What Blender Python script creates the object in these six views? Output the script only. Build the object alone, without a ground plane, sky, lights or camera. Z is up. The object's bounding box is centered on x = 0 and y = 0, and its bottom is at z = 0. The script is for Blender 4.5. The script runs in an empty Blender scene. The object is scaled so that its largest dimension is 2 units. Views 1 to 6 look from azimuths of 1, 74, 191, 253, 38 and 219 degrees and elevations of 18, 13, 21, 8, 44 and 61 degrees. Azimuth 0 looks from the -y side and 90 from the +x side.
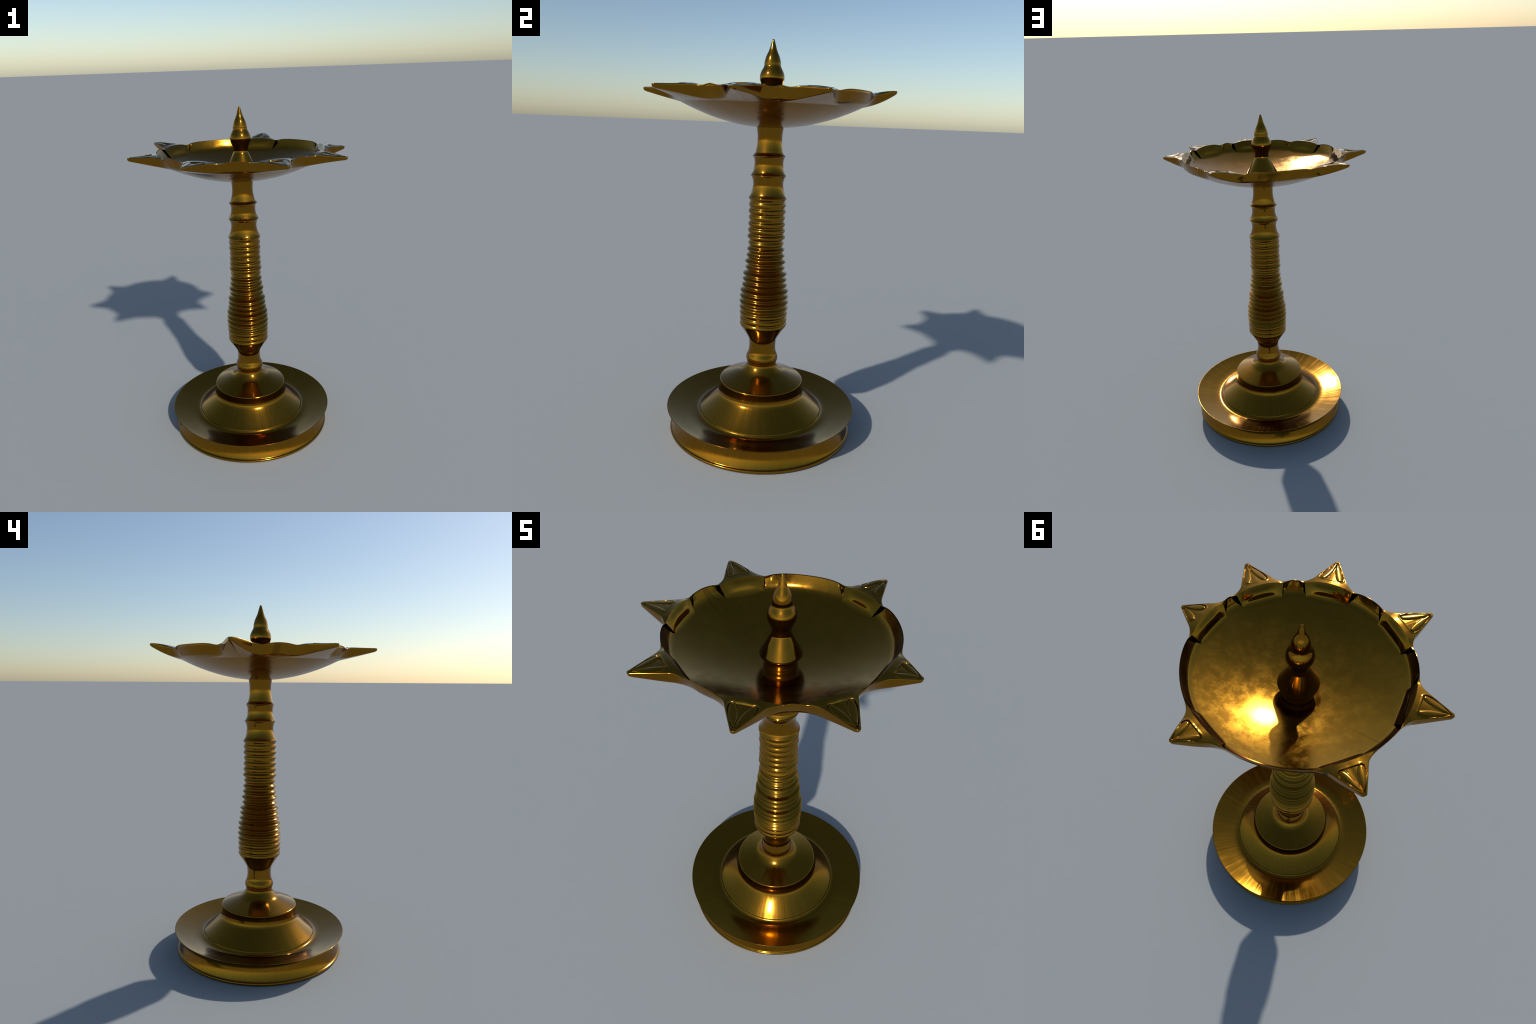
# A tall turned-brass standing oil lamp: dished foot, ribbed shaft, shallow bowl
# with seven pointed wick spouts round its rim, and a spired finial in the middle.
import bpy, math
import numpy as np

AXIS = (0.0068, -0.0078)          # the lamp's turning axis (spouts are uneven, so off the box centre)
D = math.degrees


# ------------------------------------------------------------------ helpers
def spline(pts, n=6):
    """Centripetal Catmull-Rom through 2D points, n steps per span."""
    p = np.array(pts, float)
    p = np.vstack([2 * p[0] - p[1], p, 2 * p[-1] - p[-2]])
    out = []
    for i in range(1, len(p) - 2):
        p0, p1, p2, p3 = p[i - 1:i + 3]
        t0 = 0.0
        t1 = t0 + np.linalg.norm(p1 - p0) ** .5
        t2 = t1 + np.linalg.norm(p2 - p1) ** .5
        t3 = t2 + np.linalg.norm(p3 - p2) ** .5
        for t in np.linspace(t1, t2, n, endpoint=False):
            a1 = (t1 - t) / (t1 - t0) * p0 + (t - t0) / (t1 - t0) * p1
            a2 = (t2 - t) / (t2 - t1) * p1 + (t - t1) / (t2 - t1) * p2
            a3 = (t3 - t) / (t3 - t2) * p2 + (t - t2) / (t3 - t2) * p3
            b1 = (t2 - t) / (t2 - t0) * a1 + (t - t0) / (t2 - t0) * a2
            b2 = (t3 - t) / (t3 - t1) * a2 + (t - t1) / (t3 - t1) * a3
            out.append((t2 - t) / (t2 - t1) * b1 + (t - t1) / (t2 - t1) * b2)
    out.append(p[-2])
    return np.array(out)


def join(*parts):
    """Profiles end to end; a shared end point is kept once (it is a corner)."""
    out = [tuple(parts[0][0])]
    for part in parts:
        for q in part:
            if math.dist(out[-1], q) > 1e-5:
                out.append(tuple(q))
    return np.array(out)


def pchip(xs, ys, x):
    """Monotone cubic interpolation."""
    xs, ys, x = np.array(xs, float), np.array(ys, float), np.clip(x, xs[0], xs[-1])
    h, d = np.diff(xs), np.diff(ys) / np.diff(xs)
    m = np.zeros(len(xs))
    for i in range(1, len(xs) - 1):
        if d[i - 1] * d[i] > 0:
            w1, w2 = 2 * h[i] + h[i - 1], h[i] + 2 * h[i - 1]
            m[i] = (w1 + w2) / (w1 / d[i - 1] + w2 / d[i])
    i = np.clip(np.searchsorted(xs, x) - 1, 0, len(h) - 1)
    t = (x - xs[i]) / h[i]
    return ((1 + 2 * t) * (1 - t) ** 2 * ys[i] + t * (1 - t) ** 2 * h[i] * m[i]
            + t * t * (3 - 2 * t) * ys[i + 1] + t * t * (t - 1) * h[i] * m[i + 1])


def smooth01(x):
    x = np.clip(x, 0, 1)
    return x * x * (3 - 2 * x)


def mesh_from(name, verts, faces, sharp=35):
    me = bpy.data.meshes.new(name)
    me.from_pydata([tuple(v) for v in verts], [], [tuple(int(i) for i in f) for f in faces])
    me.validate()
    me.shade_smooth()
    me.set_sharp_from_angle(angle=math.radians(sharp))
    me.update()
    return me


def lathe(profile, seg):
    """Surface of revolution round z; a profile end on the axis closes to a pole."""
    prof = np.array(profile)
    a = np.linspace(0, 2 * np.pi, seg, endpoint=False)
    V = [(r * np.cos(t), r * np.sin(t), z) for r, z in prof for t in a]
    F = []
    for i in range(len(prof) - 1):
        for j in range(seg):
            k = (j + 1) % seg
            F.append((i * seg + j, i * seg + k, (i + 1) * seg + k, (i + 1) * seg + j))
    return V, F


def split(me, region_of, parent, mat, names):
    """Cut one smooth mesh into named objects, each keeping the whole body's normals."""
    nv = len(me.vertices)
    co = np.empty(nv * 3)
    me.vertices.foreach_get("co", co)
    co = co.reshape(-1, 3)
    loops = np.empty(len(me.loops), int)
    me.loops.foreach_get("vertex_index", loops)
    nor = np.empty(len(me.loops) * 3)
    me.corner_normals.foreach_get("vector", nor)
    nor = nor.reshape(-1, 3)
    start = np.empty(len(me.polygons), int)
    me.polygons.foreach_get("loop_start", start)
    total = np.empty(len(me.polygons), int)
    me.polygons.foreach_get("loop_total", total)
    reg = region_of
    objs = []
    for k, name in enumerate(names):
        polys = np.nonzero(reg == k)[0]
        if not len(polys):
            continue
        li = np.concatenate([np.arange(start[p], start[p] + total[p]) for p in polys])
        used, inv = np.unique(loops[li], return_inverse=True)
        faces, c = [], 0
        for p in polys:
            faces.append(tuple(int(i) for i in inv[c:c + total[p]]))
            c += total[p]
        part = bpy.data.meshes.new(name)
        part.from_pydata([tuple(v) for v in co[used]], [], faces)
        part.shade_smooth()
        part.normals_split_custom_set([tuple(n) for n in nor[li]])
        part.materials.append(mat)
        o = bpy.data.objects.new(name, part)
        bpy.context.scene.collection.objects.link(o)
        o.parent = parent
        objs.append(o)
    bpy.data.meshes.remove(me)
    return objs


# ---------------------------------------------------------------- materials
def brass(name, streak, rough=(0.11, 0.22), scratch=False):
    """Old polished brass. streak: how the wear runs, as the scale of the noise over
    (angle, radius, height); a small scale along a direction draws it out into streaks."""
    m = bpy.data.materials.new(name)
    m.use_nodes = True
    nt = m.node_tree
    N, L = nt.nodes, nt.links
    b = N["Principled BSDF"]
    b.inputs["Metallic"].default_value = 1.0

    def node(kind, **kw):
        n = N.new(kind)
        for k, v in kw.items():
            if k in n.inputs:
                n.inputs[k].default_value = v
            else:
                setattr(n, k, v)
        return n

    def math_node(op, a, c=None):
        n = N.new("ShaderNodeMath")
        n.operation = op
        for i, v in enumerate((a, c)):
            if v is None:
                continue
            if isinstance(v, (int, float)):
                n.inputs[i].default_value = v
            else:
                L.new(v, n.inputs[i])
        return n.outputs[0]

    tc = node("ShaderNodeTexCoord")
    if streak:
        # wear runs along the profile: noise on the direction from the axis, plus radius and height
        sep = node("ShaderNodeSeparateXYZ")
        L.new(tc.outputs["Object"], sep.inputs[0])
        flat = node("ShaderNodeCombineXYZ")
        L.new(sep.outputs[0], flat.inputs[0])
        L.new(sep.outputs[1], flat.inputs[1])
        unit = N.new("ShaderNodeVectorMath")
        unit.operation = "NORMALIZE"
        L.new(flat.outputs[0], unit.inputs[0])
        length = N.new("ShaderNodeVectorMath")
        length.operation = "LENGTH"
        L.new(flat.outputs[0], length.inputs[0])
        along = math_node("ADD", math_node("MULTIPLY", length.outputs["Value"], streak[1]),
                          math_node("MULTIPLY", sep.outputs[2], streak[2]))
        us = N.new("ShaderNodeVectorMath")
        us.operation = "SCALE"
        L.new(unit.outputs[0], us.inputs[0])
        us.inputs["Scale"].default_value = streak[0]
        us2 = node("ShaderNodeSeparateXYZ")
        L.new(us.outputs[0], us2.inputs[0])
        vec = node("ShaderNodeCombineXYZ")
        L.new(us2.outputs[0], vec.inputs[0])
        L.new(us2.outputs[1], vec.inputs[1])
        L.new(along, vec.inputs[2])
        vec = vec.outputs[0]
    else:
        vec = tc.outputs["Object"]
    big = node("ShaderNodeTexNoise", Scale=1.0 if streak else 9.0, Detail=6.0, Roughness=0.65)
    L.new(vec, big.inputs["Vector"])
    cloud = node("ShaderNodeTexNoise", Scale=4.0, Detail=5.0, Roughness=0.6)
    L.new(tc.outputs["Object"], cloud.inputs["Vector"])
    mixv = math_node("ADD", math_node("MULTIPLY", big.outputs["Fac"], 0.65),
                     math_node("MULTIPLY", cloud.outputs["Fac"], 0.35))
    # roughness
    rr = node("ShaderNodeMapRange")
    L.new(mixv, rr.inputs["Value"])
    rr.inputs["From Min"].default_value, rr.inputs["From Max"].default_value = 0.36, 0.64
    rr.inputs["To Min"].default_value, rr.inputs["To Max"].default_value = rough
    rough_out = rr.outputs["Result"]
    # colour: golden brass, a little browner where tarnished
    ramp = node("ShaderNodeValToRGB")
    L.new(mixv, ramp.inputs["Fac"])
    ramp.color_ramp.elements[0].position, ramp.color_ramp.elements[0].color = 0.35, BRASS_DARK
    ramp.color_ramp.elements[1].position, ramp.color_ramp.elements[1].color = 0.62, BRASS_LIGHT
    colour = ramp.outputs["Color"]
    bump_h = big.outputs["Fac"]
    strength = 0.004
    if scratch:
        # worn patches and hair scratches inside the bowl
        worn = node("ShaderNodeTexNoise", Scale=16.0, Detail=10.0, Roughness=0.74, Distortion=0.15)
        L.new(tc.outputs["Object"], worn.inputs["Vector"])
        wr = node("ShaderNodeMapRange")
        L.new(worn.outputs["Fac"], wr.inputs["Value"])
        wr.inputs["From Min"].default_value, wr.inputs["From Max"].default_value = 0.45, 0.58
        wr.inputs["To Min"].default_value, wr.inputs["To Max"].default_value = 0.0, 0.07
        rough_out = math_node("ADD", rough_out, wr.outputs["Result"])
        total = None
        for seed, (sx, sy, rot) in enumerate(((1.0, 2.4, 0.3), (0.8, 3.1, 1.3), (0.9, 2.5, 2.2))):
            mp = node("ShaderNodeMapping")
            L.new(tc.outputs["Object"], mp.inputs["Vector"])
            mp.inputs["Location"].default_value = (seed * 1.7, seed * 0.9, 0)
            mp.inputs["Rotation"].default_value = (0, 0, rot)
            mp.inputs["Scale"].default_value = (sx, sy, 0)
            w = node("ShaderNodeTexNoise", Scale=1.0, Detail=0.0)
            L.new(mp.outputs[0], w.inputs["Vector"])
            line = math_node("LESS_THAN", math_node("ABSOLUTE", math_node("SUBTRACT", w.outputs["Fac"], 0.5)), 0.0008)
            total = line if total is None else math_node("MAXIMUM", total, line)
        breakup = node("ShaderNodeTexNoise", Scale=6.0, Detail=2.0)
        L.new(tc.outputs["Object"], breakup.inputs["Vector"])
        total = math_node("MULTIPLY", total, math_node("GREATER_THAN", breakup.outputs["Fac"], 0.52))
        mix = node("ShaderNodeMix", data_type="RGBA")
        L.new(math_node("MULTIPLY", total, 0.45), mix.inputs[0])
        L.new(colour, mix.inputs[6])
        mix.inputs[7].default_value = (0.10, 0.05, 0.01, 1)
        colour = mix.outputs[2]
        bump_h = worn.outputs["Fac"]
        strength = 0.006
    L.new(rough_out, b.inputs["Roughness"])
    L.new(colour, b.inputs["Base Color"])
    bump = node("ShaderNodeBump", Strength=strength, Distance=0.01)
    L.new(bump_h, bump.inputs["Height"])
    L.new(bump.outputs[0], b.inputs["Normal"])
    return m


BRASS_DARK = (0.252, 0.116, 0.0100, 1)
BRASS_LIGHT = (0.290, 0.139, 0.0125, 1)
turned = brass("turned_brass", (26.0, 2.0, 3.0), rough=(0.08, 0.21))
shaft_mat = brass("shaft_brass", (18.0, 0.5, 1.5), rough=(0.09, 0.14))
bowl_mat = brass("worn_bowl_brass", None, rough=(0.13, 0.17), scratch=True)
spout_mat = brass("spout_brass", None, rough=(0.09, 0.13))

root = bpy.data.objects.new("oil_lamp", None)
bpy.context.scene.collection.objects.link(root)
root.location = (AXIS[0], AXIS[1], 0)
root["label"] = "tall brass standing oil lamp with seven pointed wick spouts"
root["category"] = "oil lamp"

# --------------------------------------------------------------------- foot
bead = spline([(0.462, 0.002), (0.476, 0.0), (0.4825, 0.0025), (0.4852, 0.0085), (0.4832, 0.0145), (0.4775, 0.0178)], 5)
wall = spline([(0.4775, 0.0178), (0.4755, 0.0200), (0.4715, 0.0285), (0.4675, 0.0385), (0.4632, 0.0505), (0.4595, 0.0625),
               (0.4568, 0.0745), (0.4556, 0.0860), (0.4572, 0.0965), (0.4620, 0.1055), (0.4710, 0.1135), (0.4840, 0.1203),
               (0.4985, 0.1260)], 5)
rim = spline([(0.4985, 0.1260), (0.5005, 0.1277), (0.5006, 0.1290), (0.4990, 0.1296)], 4)
dish = spline([(0.4990, 0.1296), (0.4800, 0.1237), (0.4550, 0.1166), (0.4200, 0.1075), (0.3850, 0.0988), (0.3660, 0.0951), (0.3530, 0.0937),
               (0.3430, 0.0942), (0.3360, 0.0963), (0.3310, 0.0990), (0.3275, 0.1020), (0.3246, 0.1054)], 7)
groove = [(0.3246, 0.1054), (0.3222, 0.1054), (0.3208, 0.1086), (0.3232, 0.1098)]
cone = spline([(0.3232, 0.1098), (0.3000, 0.1290), (0.2700, 0.1558), (0.2500, 0.1750), (0.2400, 0.1853), (0.2330, 0.1930), (0.2277, 0.1998),
               (0.2240, 0.2065), (0.2213, 0.2140), (0.2194, 0.2220), (0.2182, 0.234), (0.2182, 0.248), (0.2188, 0.258), (0.2196, 0.2640)], 7)
edge = spline([(0.2196, 0.2640), (0.2203, 0.2670), (0.2200, 0.2700), (0.2180, 0.2726)], 4)
plate = spline([(0.2180, 0.2726), (0.1950, 0.2819), (0.1700, 0.2919), (0.1450, 0.3019), (0.1290, 0.3084), (0.1170, 0.3140), (0.1060, 0.3214),
                (0.0960, 0.3310), (0.0870, 0.3420), (0.0800, 0.3530), (0.0772, 0.3620)], 6)
neck = spline([(0.0772, 0.3620), (0.0790, 0.3730), (0.0832, 0.3850), (0.0838, 0.3960), (0.0805, 0.4080), (0.0748, 0.4220),
               (0.0712, 0.4370), (0.0697, 0.4560), (0.0700, 0.4740), (0.0716, 0.4880), (0.0755, 0.5030),
               (0.0880, 0.5250), (0.1085, 0.5570), (0.1160, 0.5680)], 6)

# ribbed shaft: (height, crest radius) from the bottom rib up, with the groove radius between
ribs = [(0.5825, 0.1228), (0.612, 0.1232), (0.6435, 0.1247), (0.6735, 0.1267), (0.7045, 0.1279), (0.7345, 0.1263),
        (0.7650, 0.1251), (0.7950, 0.1176), (0.8255, 0.1148), (0.8553, 0.1138), (0.8876, 0.1027), (0.9188, 0.1055),
        (0.9511, 0.0992), (0.9833, 0.0968), (1.0156, 0.0918), (1.0487, 0.0970), (1.0817, 0.0946), (1.1143, 0.0937),
        (1.1476, 0.0921), (1.1794, 0.0944), (1.2123, 0.0933), (1.2469, 0.0966)]


def groove_depth(z):
    return pchip([0.58, 0.62, 0.68, 0.74, 0.88, 0.96, 1.06, 1.15, 1.23], [0.0045, 0.0065, 0.0120, 0.0155, 0.0150, 0.0115, 0.0080, 0.0062, 0.0060], z)


rp = [(0.1160, 0.5680)]
for i, (z, r) in enumerate(ribs):
    if i:
        z0, r0 = ribs[i - 1]
        zg = 0.5 * (z0 + z)
        rg = min(r0, r) - float(groove_depth(np.array(zg))) + 0.25 * (max(r0, r) - min(r0, r))
        rp.append((rg, zg))
    deep = smooth01((float(groove_depth(np.array(z))) - 0.006) / 0.006)
    h = 0.0062 - 0.0022 * deep
    top = ribs[i + 1][0] if i + 1 < len(ribs) else z + 0.03
    cut = (0.11 + 0.10 * deep) * float(groove_depth(np.array(z)))
    if i == 0:
        rp += [(r - 0.0022, z - 0.0065), (r, z), (r - 0.0010, z + 0.0065)]
    elif i == len(ribs) - 1:
        rp += [(r - 0.0022, z - 0.0065), (r - 0.0004, z - 0.0018), (r - 0.0004, z + 0.0015)]
    else:
        rp += [(r - cut * 1.15, z - h), (r, z), (r - cut * 1.15, z + h)]
ribbed = spline(rp, 5)
collar = join(
    spline([tuple(ribbed[-1]), (0.0930, 1.2530), (0.0865, 1.2640), (0.0805, 1.2820), (0.0768, 1.3010), (0.0757, 1.3180),
            (0.0775, 1.3320), (0.0830, 1.3480), (0.0875, 1.3550), (0.0894, 1.3580)], 5),
    spline([(0.0894, 1.3580), (0.0892, 1.3602), (0.0860, 1.3635), (0.0790, 1.3760), (0.0742, 1.3920), (0.0720, 1.4080), (0.0717, 1.4220),
            (0.0735, 1.4360), (0.0785, 1.4475), (0.0838, 1.4525)], 5)[0:],
    spline([(0.0838, 1.4525), (0.0834, 1.4542), (0.0790, 1.4585), (0.0715, 1.4665), (0.0672, 1.4820), (0.0640, 1.4980), (0.0615, 1.5180),
            (0.0608, 1.5370), (0.0615, 1.5560), (0.0640, 1.5760), (0.0662, 1.5905)], 5))
body = join(bead, wall, rim, dish, groove, cone, edge, plate, neck, ribbed, collar)
V, F = lathe(body, 224)
me = mesh_from("lamp_body", V, F, 42)
rows = len(body) - 1
zi = np.repeat(np.arange(rows), 224)
first = lambda q: int(np.argmin([math.dist(p, q) for p in body]))
cuts = [first((0.3232, 0.1098)), first((0.0772, 0.3620)), first((0.1160, 0.5680)), first(tuple(ribbed[-1]))]
reg = np.searchsorted(np.array(cuts), zi, side="right")
split(me, reg, root, turned, ["foot", "pedestal", "lower_neck", "ribbed_shaft", "upper_stem"])
for n in ("lower_neck", "ribbed_shaft", "upper_stem"):
    bpy.data.objects[n].data.materials[0] = shaft_mat

# ------------------------------------------------------------------- finial
fin = join(
    spline([(0.0742, 1.5960), (0.0735, 1.6030), (0.0715, 1.6120), (0.0700, 1.6240), (0.0705, 1.6350), (0.0730, 1.6405)], 5),
    spline([(0.0730, 1.6405), (0.0820, 1.6455), (0.0885, 1.6505), (0.0907, 1.6555), (0.0895, 1.6605)], 5),
    spline([(0.0895, 1.6605), (0.0802, 1.6770), (0.0683, 1.6986), (0.0577, 1.7177), (0.0484, 1.7350), (0.0426, 1.7470), (0.0406, 1.7560),
            (0.0410, 1.7660), (0.0445, 1.7786), (0.0510, 1.7930), (0.0565, 1.8065), (0.0596, 1.8190), (0.0595, 1.8310),
            (0.0570, 1.8425), (0.0520, 1.8545), (0.0455, 1.8665), (0.0412, 1.8760), (0.0402, 1.8840), (0.0398, 1.8920),
            (0.0375, 1.9040), (0.0320, 1.9220), (0.0240, 1.9390), (0.0182, 1.9530), (0.0130, 1.9710), (0.0075, 1.9890),
            (0.0056, 1.9955), (0.0032, 1.9988), (0.0003, 2.0000)], 5))
V, F = lathe(fin, 128)
me = mesh_from("finial", V, F, 40)
split(me, np.zeros(len(me.polygons), int), root, shaft_mat, ["finial"])

# ---------------------------------------------------------- bowl and spouts
# azimuth (deg), tip radius, tip height of each hand-shaped spout
SPOUTS = [(-29.3, 0.649, 1.748), (-67.3, 0.641, 1.755), (-113.9, 0.645, 1.763), (-162.2, 0.642, 1.760),
          (150.1, 0.634, 1.781), (77.3, 0.616, 1.786), (6.2, 0.606, 1.754)]
R_RIM, Z_RIM, R_IN = 0.4842, 1.7676, 0.4830
CORNER, PANEL_FOOT, REACH = 13.3, 11.9, 17.5      # half angles: panel top, panel bottom, end of the spout's flank
R_PANEL, R_FOOT = 0.477, 0.444


def bowl_z(r):
    return 1.5965 + 0.54 * r * r


def under_z(r):
    return 1.5882 + 0.57 * r * r


def spout_outline(tip):
    """Half outline in the plane: rounded tip, straight flank, hollow sweep into the rim circle. -> angle, radius"""
    rho = 0.0125
    side = np.array((0.512, 0.0725))
    beta = math.atan2(side[1], tip + 1.1 * rho - side[0])
    apex = np.array((tip + rho / math.sin(beta) - rho, 0.0))
    d = side - apex
    d /= np.linalg.norm(d)
    beta = math.atan2(d[1], -d[0])
    c = np.array((tip - rho, 0.0))
    arc = [c + rho * np.array((math.cos(t), math.sin(t))) for t in np.linspace(0, math.pi / 2 - beta, 24)]
    k = math.radians(REACH)
    K = R_RIM * np.array((math.cos(k), math.sin(k)))
    tan = np.array((math.sin(k), -math.cos(k)))       # back along the rim circle
    a, b = np.linalg.solve(np.array([d, -tan]).T, K - side)
    ctrl = side + a * d
    bez = [(1 - t) ** 2 * side + 2 * t * (1 - t) * ctrl + t * t * K for t in np.linspace(0, 1, 60)]
    line = [arc[-1] + (side - arc[-1]) * t for t in np.linspace(0, 1, 40)[1:-1]]
    P = np.array(arc + line + bez)
    return np.degrees(np.arctan2(P[:, 1], P[:, 0])), np.hypot(P[:, 0], P[:, 1])


def pressed_shape(x, y, tip, base, half):
    """Signed distance to the sunk field (two drops and the triangle between them), and the drops' own swelling."""
    a, b = np.array((tip, 0.0012)), np.array((base + 0.0138, half))
    ra, rb = 0.0012, 0.0172
    ya = np.abs(y)
    sd = np.full(x.shape, 9.0)
    best = np.full(x.shape, 9.0)
    for t in np.linspace(0, 1, 60):
        c = a + t * (b - a)
        r = ra + (rb - ra) * (math.sin(0.5 * math.pi * min(1, t / 0.74)) ** 0.95 - 0.30 * max(0, (t - 0.74) / 0.26) ** 2)
        d = np.hypot(x - c[0], ya - c[1])
        sd = np.minimum(sd, d - r)
        best = np.minimum(best, d / r)
    n = np.array((half, tip - base)) / math.hypot(half, tip - base)
    tri = np.maximum((x - tip) * n[0] + ya * n[1], base - x)
    return np.minimum(sd - 0.0026, tri), np.clip(1 - best ** 2.6, 0, 1)


# the ring of directions: fine on the spouts, coarser on the plain rim
order = sorted(range(7), key=lambda i: SPOUTS[i][0])
phis, deltas, owner = [], [], []
for n, i in enumerate(order):
    az = SPOUTS[i][0]
    nxt = SPOUTS[order[(n + 1) % 7]][0] + (360 if n == 6 else 0)
    inner = np.concatenate([np.linspace(-REACH, -CORNER, 22, endpoint=False), np.linspace(-CORNER, -1.6, 70, endpoint=False),
                            np.linspace(-1.6, 1.6, 41), np.linspace(1.6, CORNER, 71)[1:], np.linspace(CORNER, REACH, 23)[1:]])
    for q in inner:
        phis.append(az + q), deltas.append(q), owner.append(i)
    gap = (nxt - REACH) - (az + REACH)
    m = max(1, int(gap / 0.3))
    for q in np.linspace(0, gap, m + 1)[1:-1]:
        ph = az + REACH + q
        near = i if q < gap / 2 else order[(n + 1) % 7]
        phis.append(ph), deltas.append((ph - SPOUTS[near][0] + 180) % 360 - 180), owner.append(near)
phi, delta, owner = np.radians(phis), np.array(deltas), np.array(owner)
# unwrapped distance to the gap's edge, 0 on a spout .. 1 well inside a wide gap
P = len(phi)
ad = np.abs(delta)
on = ad <= REACH + 1e-6
C, S = np.cos(phi), np.sin(phi)

R = np.full(P, R_RIM)
ztop = np.full(P, Z_RIM)
zin = np.full(P, Z_RIM)
rin = np.full(P, R_IN)
nf = np.ones(P)
zc = np.zeros(P)
rc = np.zeros(P)
kk = np.zeros(P)
fil = np.full(P, 0.030)
K_GAP = 0.235
R_SPRING = 0.437
for i, (az, tr, tz) in enumerate(SPOUTS):
    m = (owner == i)
    ang, rr = spout_outline(tr)
    t = ad[m]
    R[m] = np.where(t <= REACH, np.interp(t, ang, rr), R_RIM)
    dr = (np.interp(t + .05, ang, rr) - np.interp(np.maximum(t - .05, 0), ang, rr)) / math.radians(0.1)
    nf[m] = np.where(t <= REACH, np.clip(1 / np.sqrt(1 + (dr / R[m]) ** 2), 0.42, 1), 1)
    ztop[m] = pchip([0, 1.0, 8.0, 13.6, 15.0, 17.0, 19.0, 22.0, 26.0], [tz, tz + 0.0005, 1.7625 + 0.16 * (tz - 1.7625), 1.7570, 1.7582, 1.7616, 1.7644, 1.7666, 1.7676], t)
    zin[m] = pchip([0, 4.0, 8.0, 13.3, 15.0, 17.0, 19.0, 22.0, 26.0], [1.7690, 1.7682, 1.7650, 1.7570, 1.7582, 1.7616, 1.7644, 1.7666, 1.7676], t)
    rin[m] = pchip([0, 13.3, 17.0], [R_PANEL, R_PANEL, R_IN], t)
    kc = (tz - 0.0165 + 0.2 * max(0, tz - 1.76) - under_z(R_SPRING)) / (tr - R_SPRING)
    k = kc + (K_GAP - kc) * np.clip(t / 13.0, 0, 1) ** 0.8
    rc[m] = np.maximum(R[m] - pchip([0, 4.0, 9.0, 14.0, 17.5, 21.0, 27.0], [0.0090, 0.009, 0.0145, 0.026, 0.0312, 0.0330, 0.0420], t), 0.4415)
    zc[m] = under_z(R_SPRING) + k * (rc[m] - R_SPRING)
    kk[m] = k
    fil[m] = pchip([0, 9.0, 13.0, 17.0, 21.0, 25.0, 30.0], [0.011, 0.008, 0.008, 0.012, 0.020, 0.032, 0.040], t)

rows_r, rows_z, tags = [], [], []          # outer shell rows, from the stem up to the top edge


def add(r, z):
    rows_r.append(np.broadcast_to(r, (P,)).astype(float).copy())
    rows_z.append(np.broadcast_to(z, (P,)).astype(float).copy())


R_START = 0.395
for r in np.linspace(0.060, R_START, 28):
    add(r, under_z(r))


def underside(r):
    """Bowl exterior, turning softly into the straight underside of a spout."""
    w = smooth01((r - R_SPRING + 0.008) / 0.016)
    return (1 - w) * under_z(r) + w * (under_z(R_SPRING) + kk * (r - R_SPRING))


te = 0.0006 + 0.0042 * smooth01((25 - ad) / 9)
wide = smooth01((ad - 19) / 8)
qr, qz = rc + (0.70 - 0.08 * wide) * (R - rc), zc + (0.30 - 0.08 * wide) * (ztop - zc)         # the flank bulges a little
ql = np.hypot(qr - rc, qz - zc)
dr_, dz_ = (qr - rc) / ql, (qz - zc) / ql
fw = np.minimum(fil, rc - R_START - 0.010)
r1 = rc - fw
z1 = underside(r1)
fh = np.minimum(fil, 0.8 * ql)
r2, z2 = rc + dr_ * fh, zc + dz_ * fh
el = np.hypot(R - qr, ztop - qz)
er, ez = (R - qr) / el, (ztop - qz) / el
tr_, tz_ = R - er * te, ztop - ez * te
for t in np.linspace(0, 1, 22)[1:]:
    r = R_START + t * (r1 - R_START)
    add(r, underside(r))
for t in np.linspace(0, 1, 10)[1:]:
    add((1 - t) ** 2 * r1 + 2 * t * (1 - t) * rc + t * t * r2, (1 - t) ** 2 * z1 + 2 * t * (1 - t) * zc + t * t * z2)
for t in np.linspace(0, 1, 12)[1:]:
    add((1 - t) ** 2 * r2 + 2 * t * (1 - t) * qr + t * t * tr_, (1 - t) ** 2 * z2 + 2 * t * (1 - t) * qz + t * t * tz_)
ter = np.minimum(te / nf, 0.45 * (R - rin))
for t in np.linspace(0, 1, 6)[1:]:
    add((1 - t) ** 2 * tr_ + 2 * t * (1 - t) * R + t * t * (R - ter), (1 - t) ** 2 * tz_ + 2 * t * (1 - t) * ztop + t * t * ztop)
n_outer = len(rows_r)
# top face, from the outline in to the panel's upper edge, with the pressed triangle and its two drops
NT = 110
Rt = R - ter
for q in np.linspace(0, 1, NT + 1)[1:]:
    r = Rt + q * (rin - Rt)
    w = q ** 1.15
    z = ztop + w * (zin - ztop)
    x, y = r * np.cos(np.radians(delta)), r * np.sin(np.radians(delta))
    dz = np.zeros(P)
    for i, (az, tr, tz) in enumerate(SPOUTS):
        m = (owner == i) & on
        xi, yi = x[m], y[m]
        sd, drop = pressed_shape(xi, yi, tr - 0.0175, 0.5035, 0.0385)
        inside = smooth01((0.0008 - sd) / 0.0032)
        lift = 0.0012 * np.exp(-((sd - 0.0018) / 0.0035) ** 2)      # raised bead round the pressed field
        dz[m] = -0.0048 * inside + 0.0056 * drop ** 0.58 + lift * (1 - inside)
    fade = smooth01(np.minimum(q, 1 - q) / 0.06)
    add(r, z + dz * fade)
# thin lip of the plain rim, turned down inside
n_top = len(rows_r)

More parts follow.
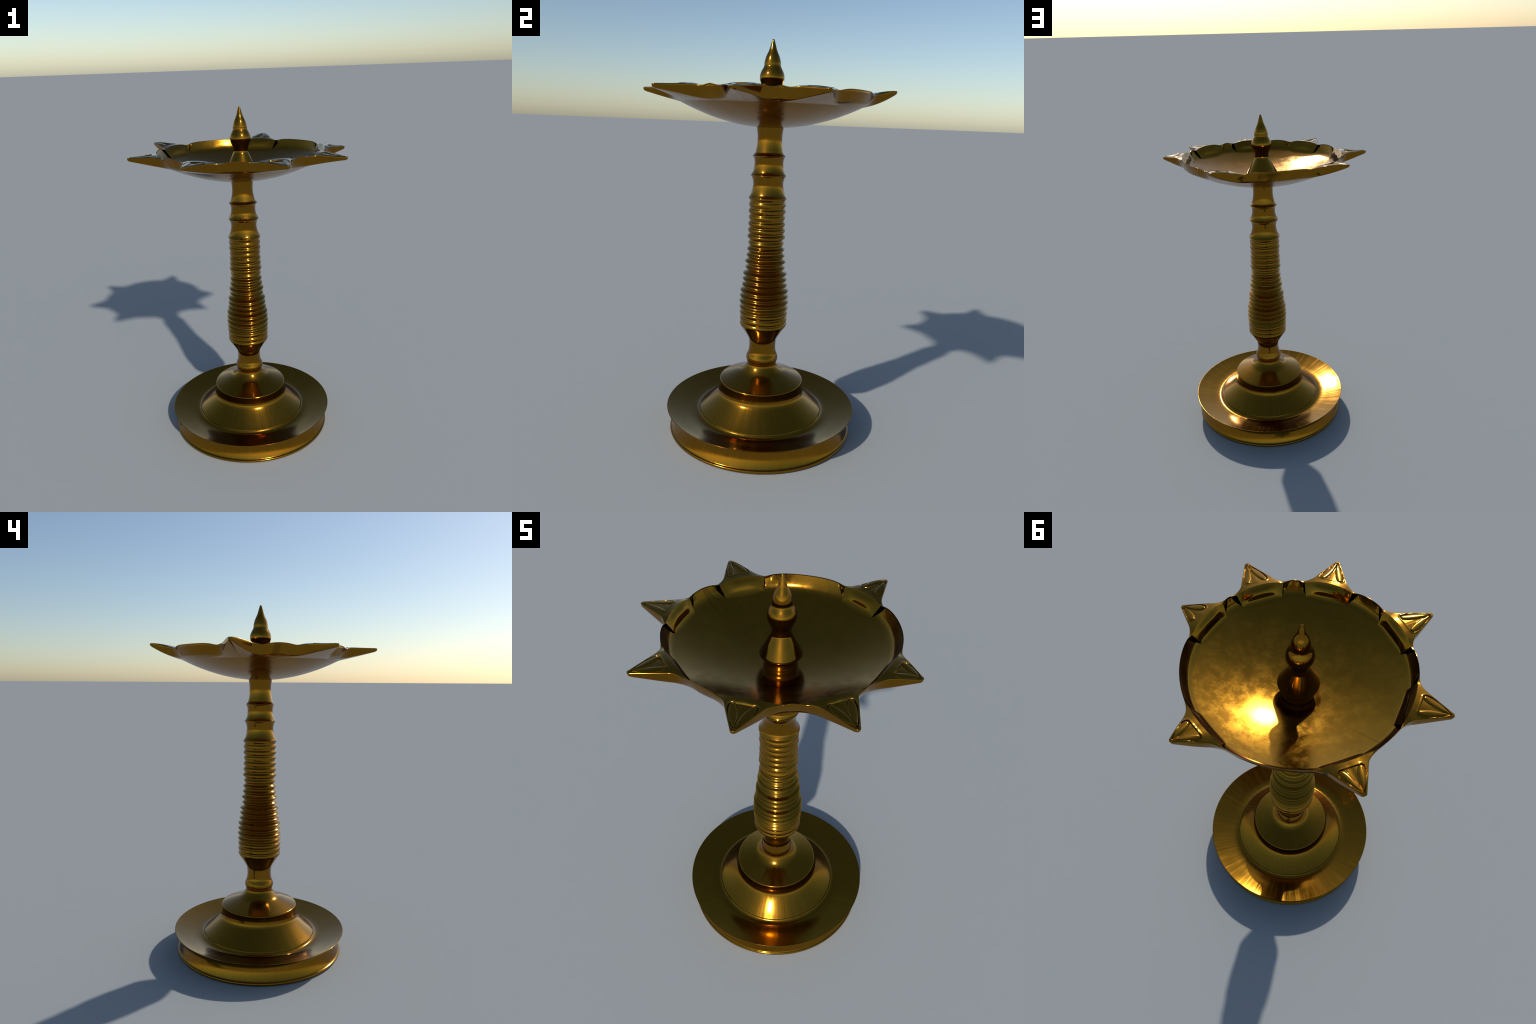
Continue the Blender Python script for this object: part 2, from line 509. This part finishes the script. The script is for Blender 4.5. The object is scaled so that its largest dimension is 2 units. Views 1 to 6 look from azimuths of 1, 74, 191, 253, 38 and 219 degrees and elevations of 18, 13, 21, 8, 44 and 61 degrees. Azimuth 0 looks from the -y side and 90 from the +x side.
rows_r, rows_z = np.array(rows_r), np.array(rows_z)
X, Y = rows_r * C, rows_r * S
V = np.stack([X.ravel(), Y.ravel(), rows_z.ravel()], 1)
F, region = [], []
nR = len(rows_r)
idx = np.arange(P)
nxt = (idx + 1) % P
spout_of = np.full(P, -1)                       # strip j..j+1 belongs to a spout?
for j in range(P):
    k = nxt[j]
    if on[j] and on[k] and owner[j] == owner[k]:
        spout_of[j] = owner[j]
first_spout_row = 28 + 16                         # underside rows that belong to the spout
for i in range(nR - 1):
    for j in range(P):
        k = nxt[j]
        if i >= n_outer - 1 and spout_of[j] < 0:
            # plain rim: only the outermost and innermost of the top rows matter
            if i > n_outer - 1:
                continue
            a, b, c, d = i * P + j, i * P + k, (nR - 1) * P + k, (nR - 1) * P + j
        else:
            a, b, c, d = i * P + j, i * P + k, (i + 1) * P + k, (i + 1) * P + j
        F.append((a, b, c, d))
        region.append(0 if (i < first_spout_row or spout_of[j] < 0) else 1 + spout_of[j])

# panel: closes each spout on the inside, a raised cushion on it
pr = np.linspace(0, 1, 49)
for i, (az, tr, tz) in enumerate(SPOUTS):
    cols = [j for j in range(P) if owner[j] == i and ad[j] <= CORNER + 1e-6]
    s = delta[cols] / CORNER
    base_i = len(V)
    top = V[[(nR - 1) * P + j for j in cols]]
    fa = np.radians(az + s * PANEL_FOOT)
    chord = R_FOOT * math.cos(math.radians(PANEL_FOOT)) / np.cos(np.radians(s * PANEL_FOOT))
    rf = 0.35 * R_FOOT + 0.65 * chord - 0.001
    toe = 0.013 * (1 - 0.8 * s ** 6)
    toe_r = rf - toe
    foot_pt = np.stack([toe_r * np.cos(fa), toe_r * np.sin(fa), bowl_z(toe_r) + 0.0002], 1)
    knee = np.stack([rf * np.cos(fa), rf * np.sin(fa), bowl_z(rf) - 0.0006], 1)
    blend = knee + (top - knee) * (0.26 * (1 - 0.7 * s ** 6))[:, None]
    ca, sa = math.cos(math.radians(az)), math.sin(math.radians(az))
    out_dir = np.array((-0.86 * ca, -0.86 * sa, 0.5))
    grid = []
    for t in pr[1:]:
        if t <= 0.72:
            p = top + (t / 0.72) * (blend - top)
        else:
            q = (t - 0.72) / 0.28
            p = (1 - q) ** 2 * blend + 2 * q * (1 - q) * knee + q * q * foot_pt
        p = p + np.outer(0.0012 * math.sin(math.pi * min(1, t / 0.72)) * (1 - s ** 6), out_dir)
        u = np.abs(s) / 0.74
        v = abs(t - 0.42) / 0.33
        d = (u ** 5 + v ** 3.2) ** (1 / 3.6)
        cushion = 0.0031 * smooth01((1.08 - d) / 0.95)
        grid.append(p + np.outer(cushion, out_dir))
    V = np.vstack([V] + grid)
    w = len(cols)
    for t in range(len(pr) - 1):
        for c in range(w - 1):
            if t == 0:
                a, b = (nR - 1) * P + cols[c], (nR - 1) * P + cols[c + 1]
            else:
                a, b = base_i + (t - 1) * w + c, base_i + (t - 1) * w + c + 1
            F.append((a, b, base_i + t * w + c + 1, base_i + t * w + c))
            region.append(1 + i)

# small lip hanging from the rim's inner edge between the spouts
base_i = len(V)
lip_r, lip_z = rin - 0.0003, zin - 0.010
V = np.vstack([V, np.stack([lip_r * C, lip_r * S, lip_z], 1)])
for j in range(P):
    k = nxt[j]
    if not (ad[j] <= 16.4 and ad[k] <= 16.4 and owner[j] == owner[k]):
        F.append(((nR - 1) * P + j, (nR - 1) * P + k, base_i + k, base_i + j))
        region.append(0)

# bowl lining: shallow dish plus an upturned wall, left open behind the panels
dish_r = np.concatenate([np.linspace(0.055, 0.40, 30), np.linspace(0.41, R_FOOT, 5)])
lining = [(r, bowl_z(r)) for r in dish_r] + list(spline([(R_FOOT, bowl_z(R_FOOT)), (0.4550, 1.7113), (0.4630, 1.7215), (0.4695, 1.7345),
                                                          (0.4752, 1.7490), (0.4808, 1.7650)], 6)[1:])
base_i = len(V)
drop_rim = np.maximum(0, Z_RIM - zin)
for r, z in lining:
    f = np.clip((z - 1.735) / 0.029, 0, 1)
    shift = float(pchip([0, .25, .5, 1], [0, 1.8, 3.4, 4.6], np.array(min(max((z - 1.703) / 0.062, 0), 1))))
    warp = np.sign(delta) * shift * np.where(ad < 11.9, smooth01(ad / 11.9), np.clip((17.69 - ad) / (17.69 - 11.9), 0, 1))
    pw = phi + np.radians(warp)
    V_row = np.stack([r * np.cos(pw), r * np.sin(pw), z - drop_rim * f], 1)
    V = np.vstack([V, V_row])
for i in range(len(lining) - 1):
    wall_part = i >= len(dish_r) - 1
    for j in range(P):
        k = nxt[j]
        if wall_part and owner[j] == owner[k] and max(ad[j], ad[k]) < 11.95:
            continue
        F.append((base_i + i * P + k, base_i + i * P + j, base_i + (i + 1) * P + j, base_i + (i + 1) * P + k))
        region.append(0)

me = bpy.data.meshes.new("bowl_whole")
me.from_pydata([tuple(v) for v in V], [], [tuple(int(q) for q in f) for f in F])
me.shade_smooth()
me.set_sharp_from_angle(angle=math.radians(32))
me.update()
objs = split(me, np.array(region), root, spout_mat, ["bowl"] + ["wick_spout"] * 7)
objs[0].data.materials[0] = bowl_mat
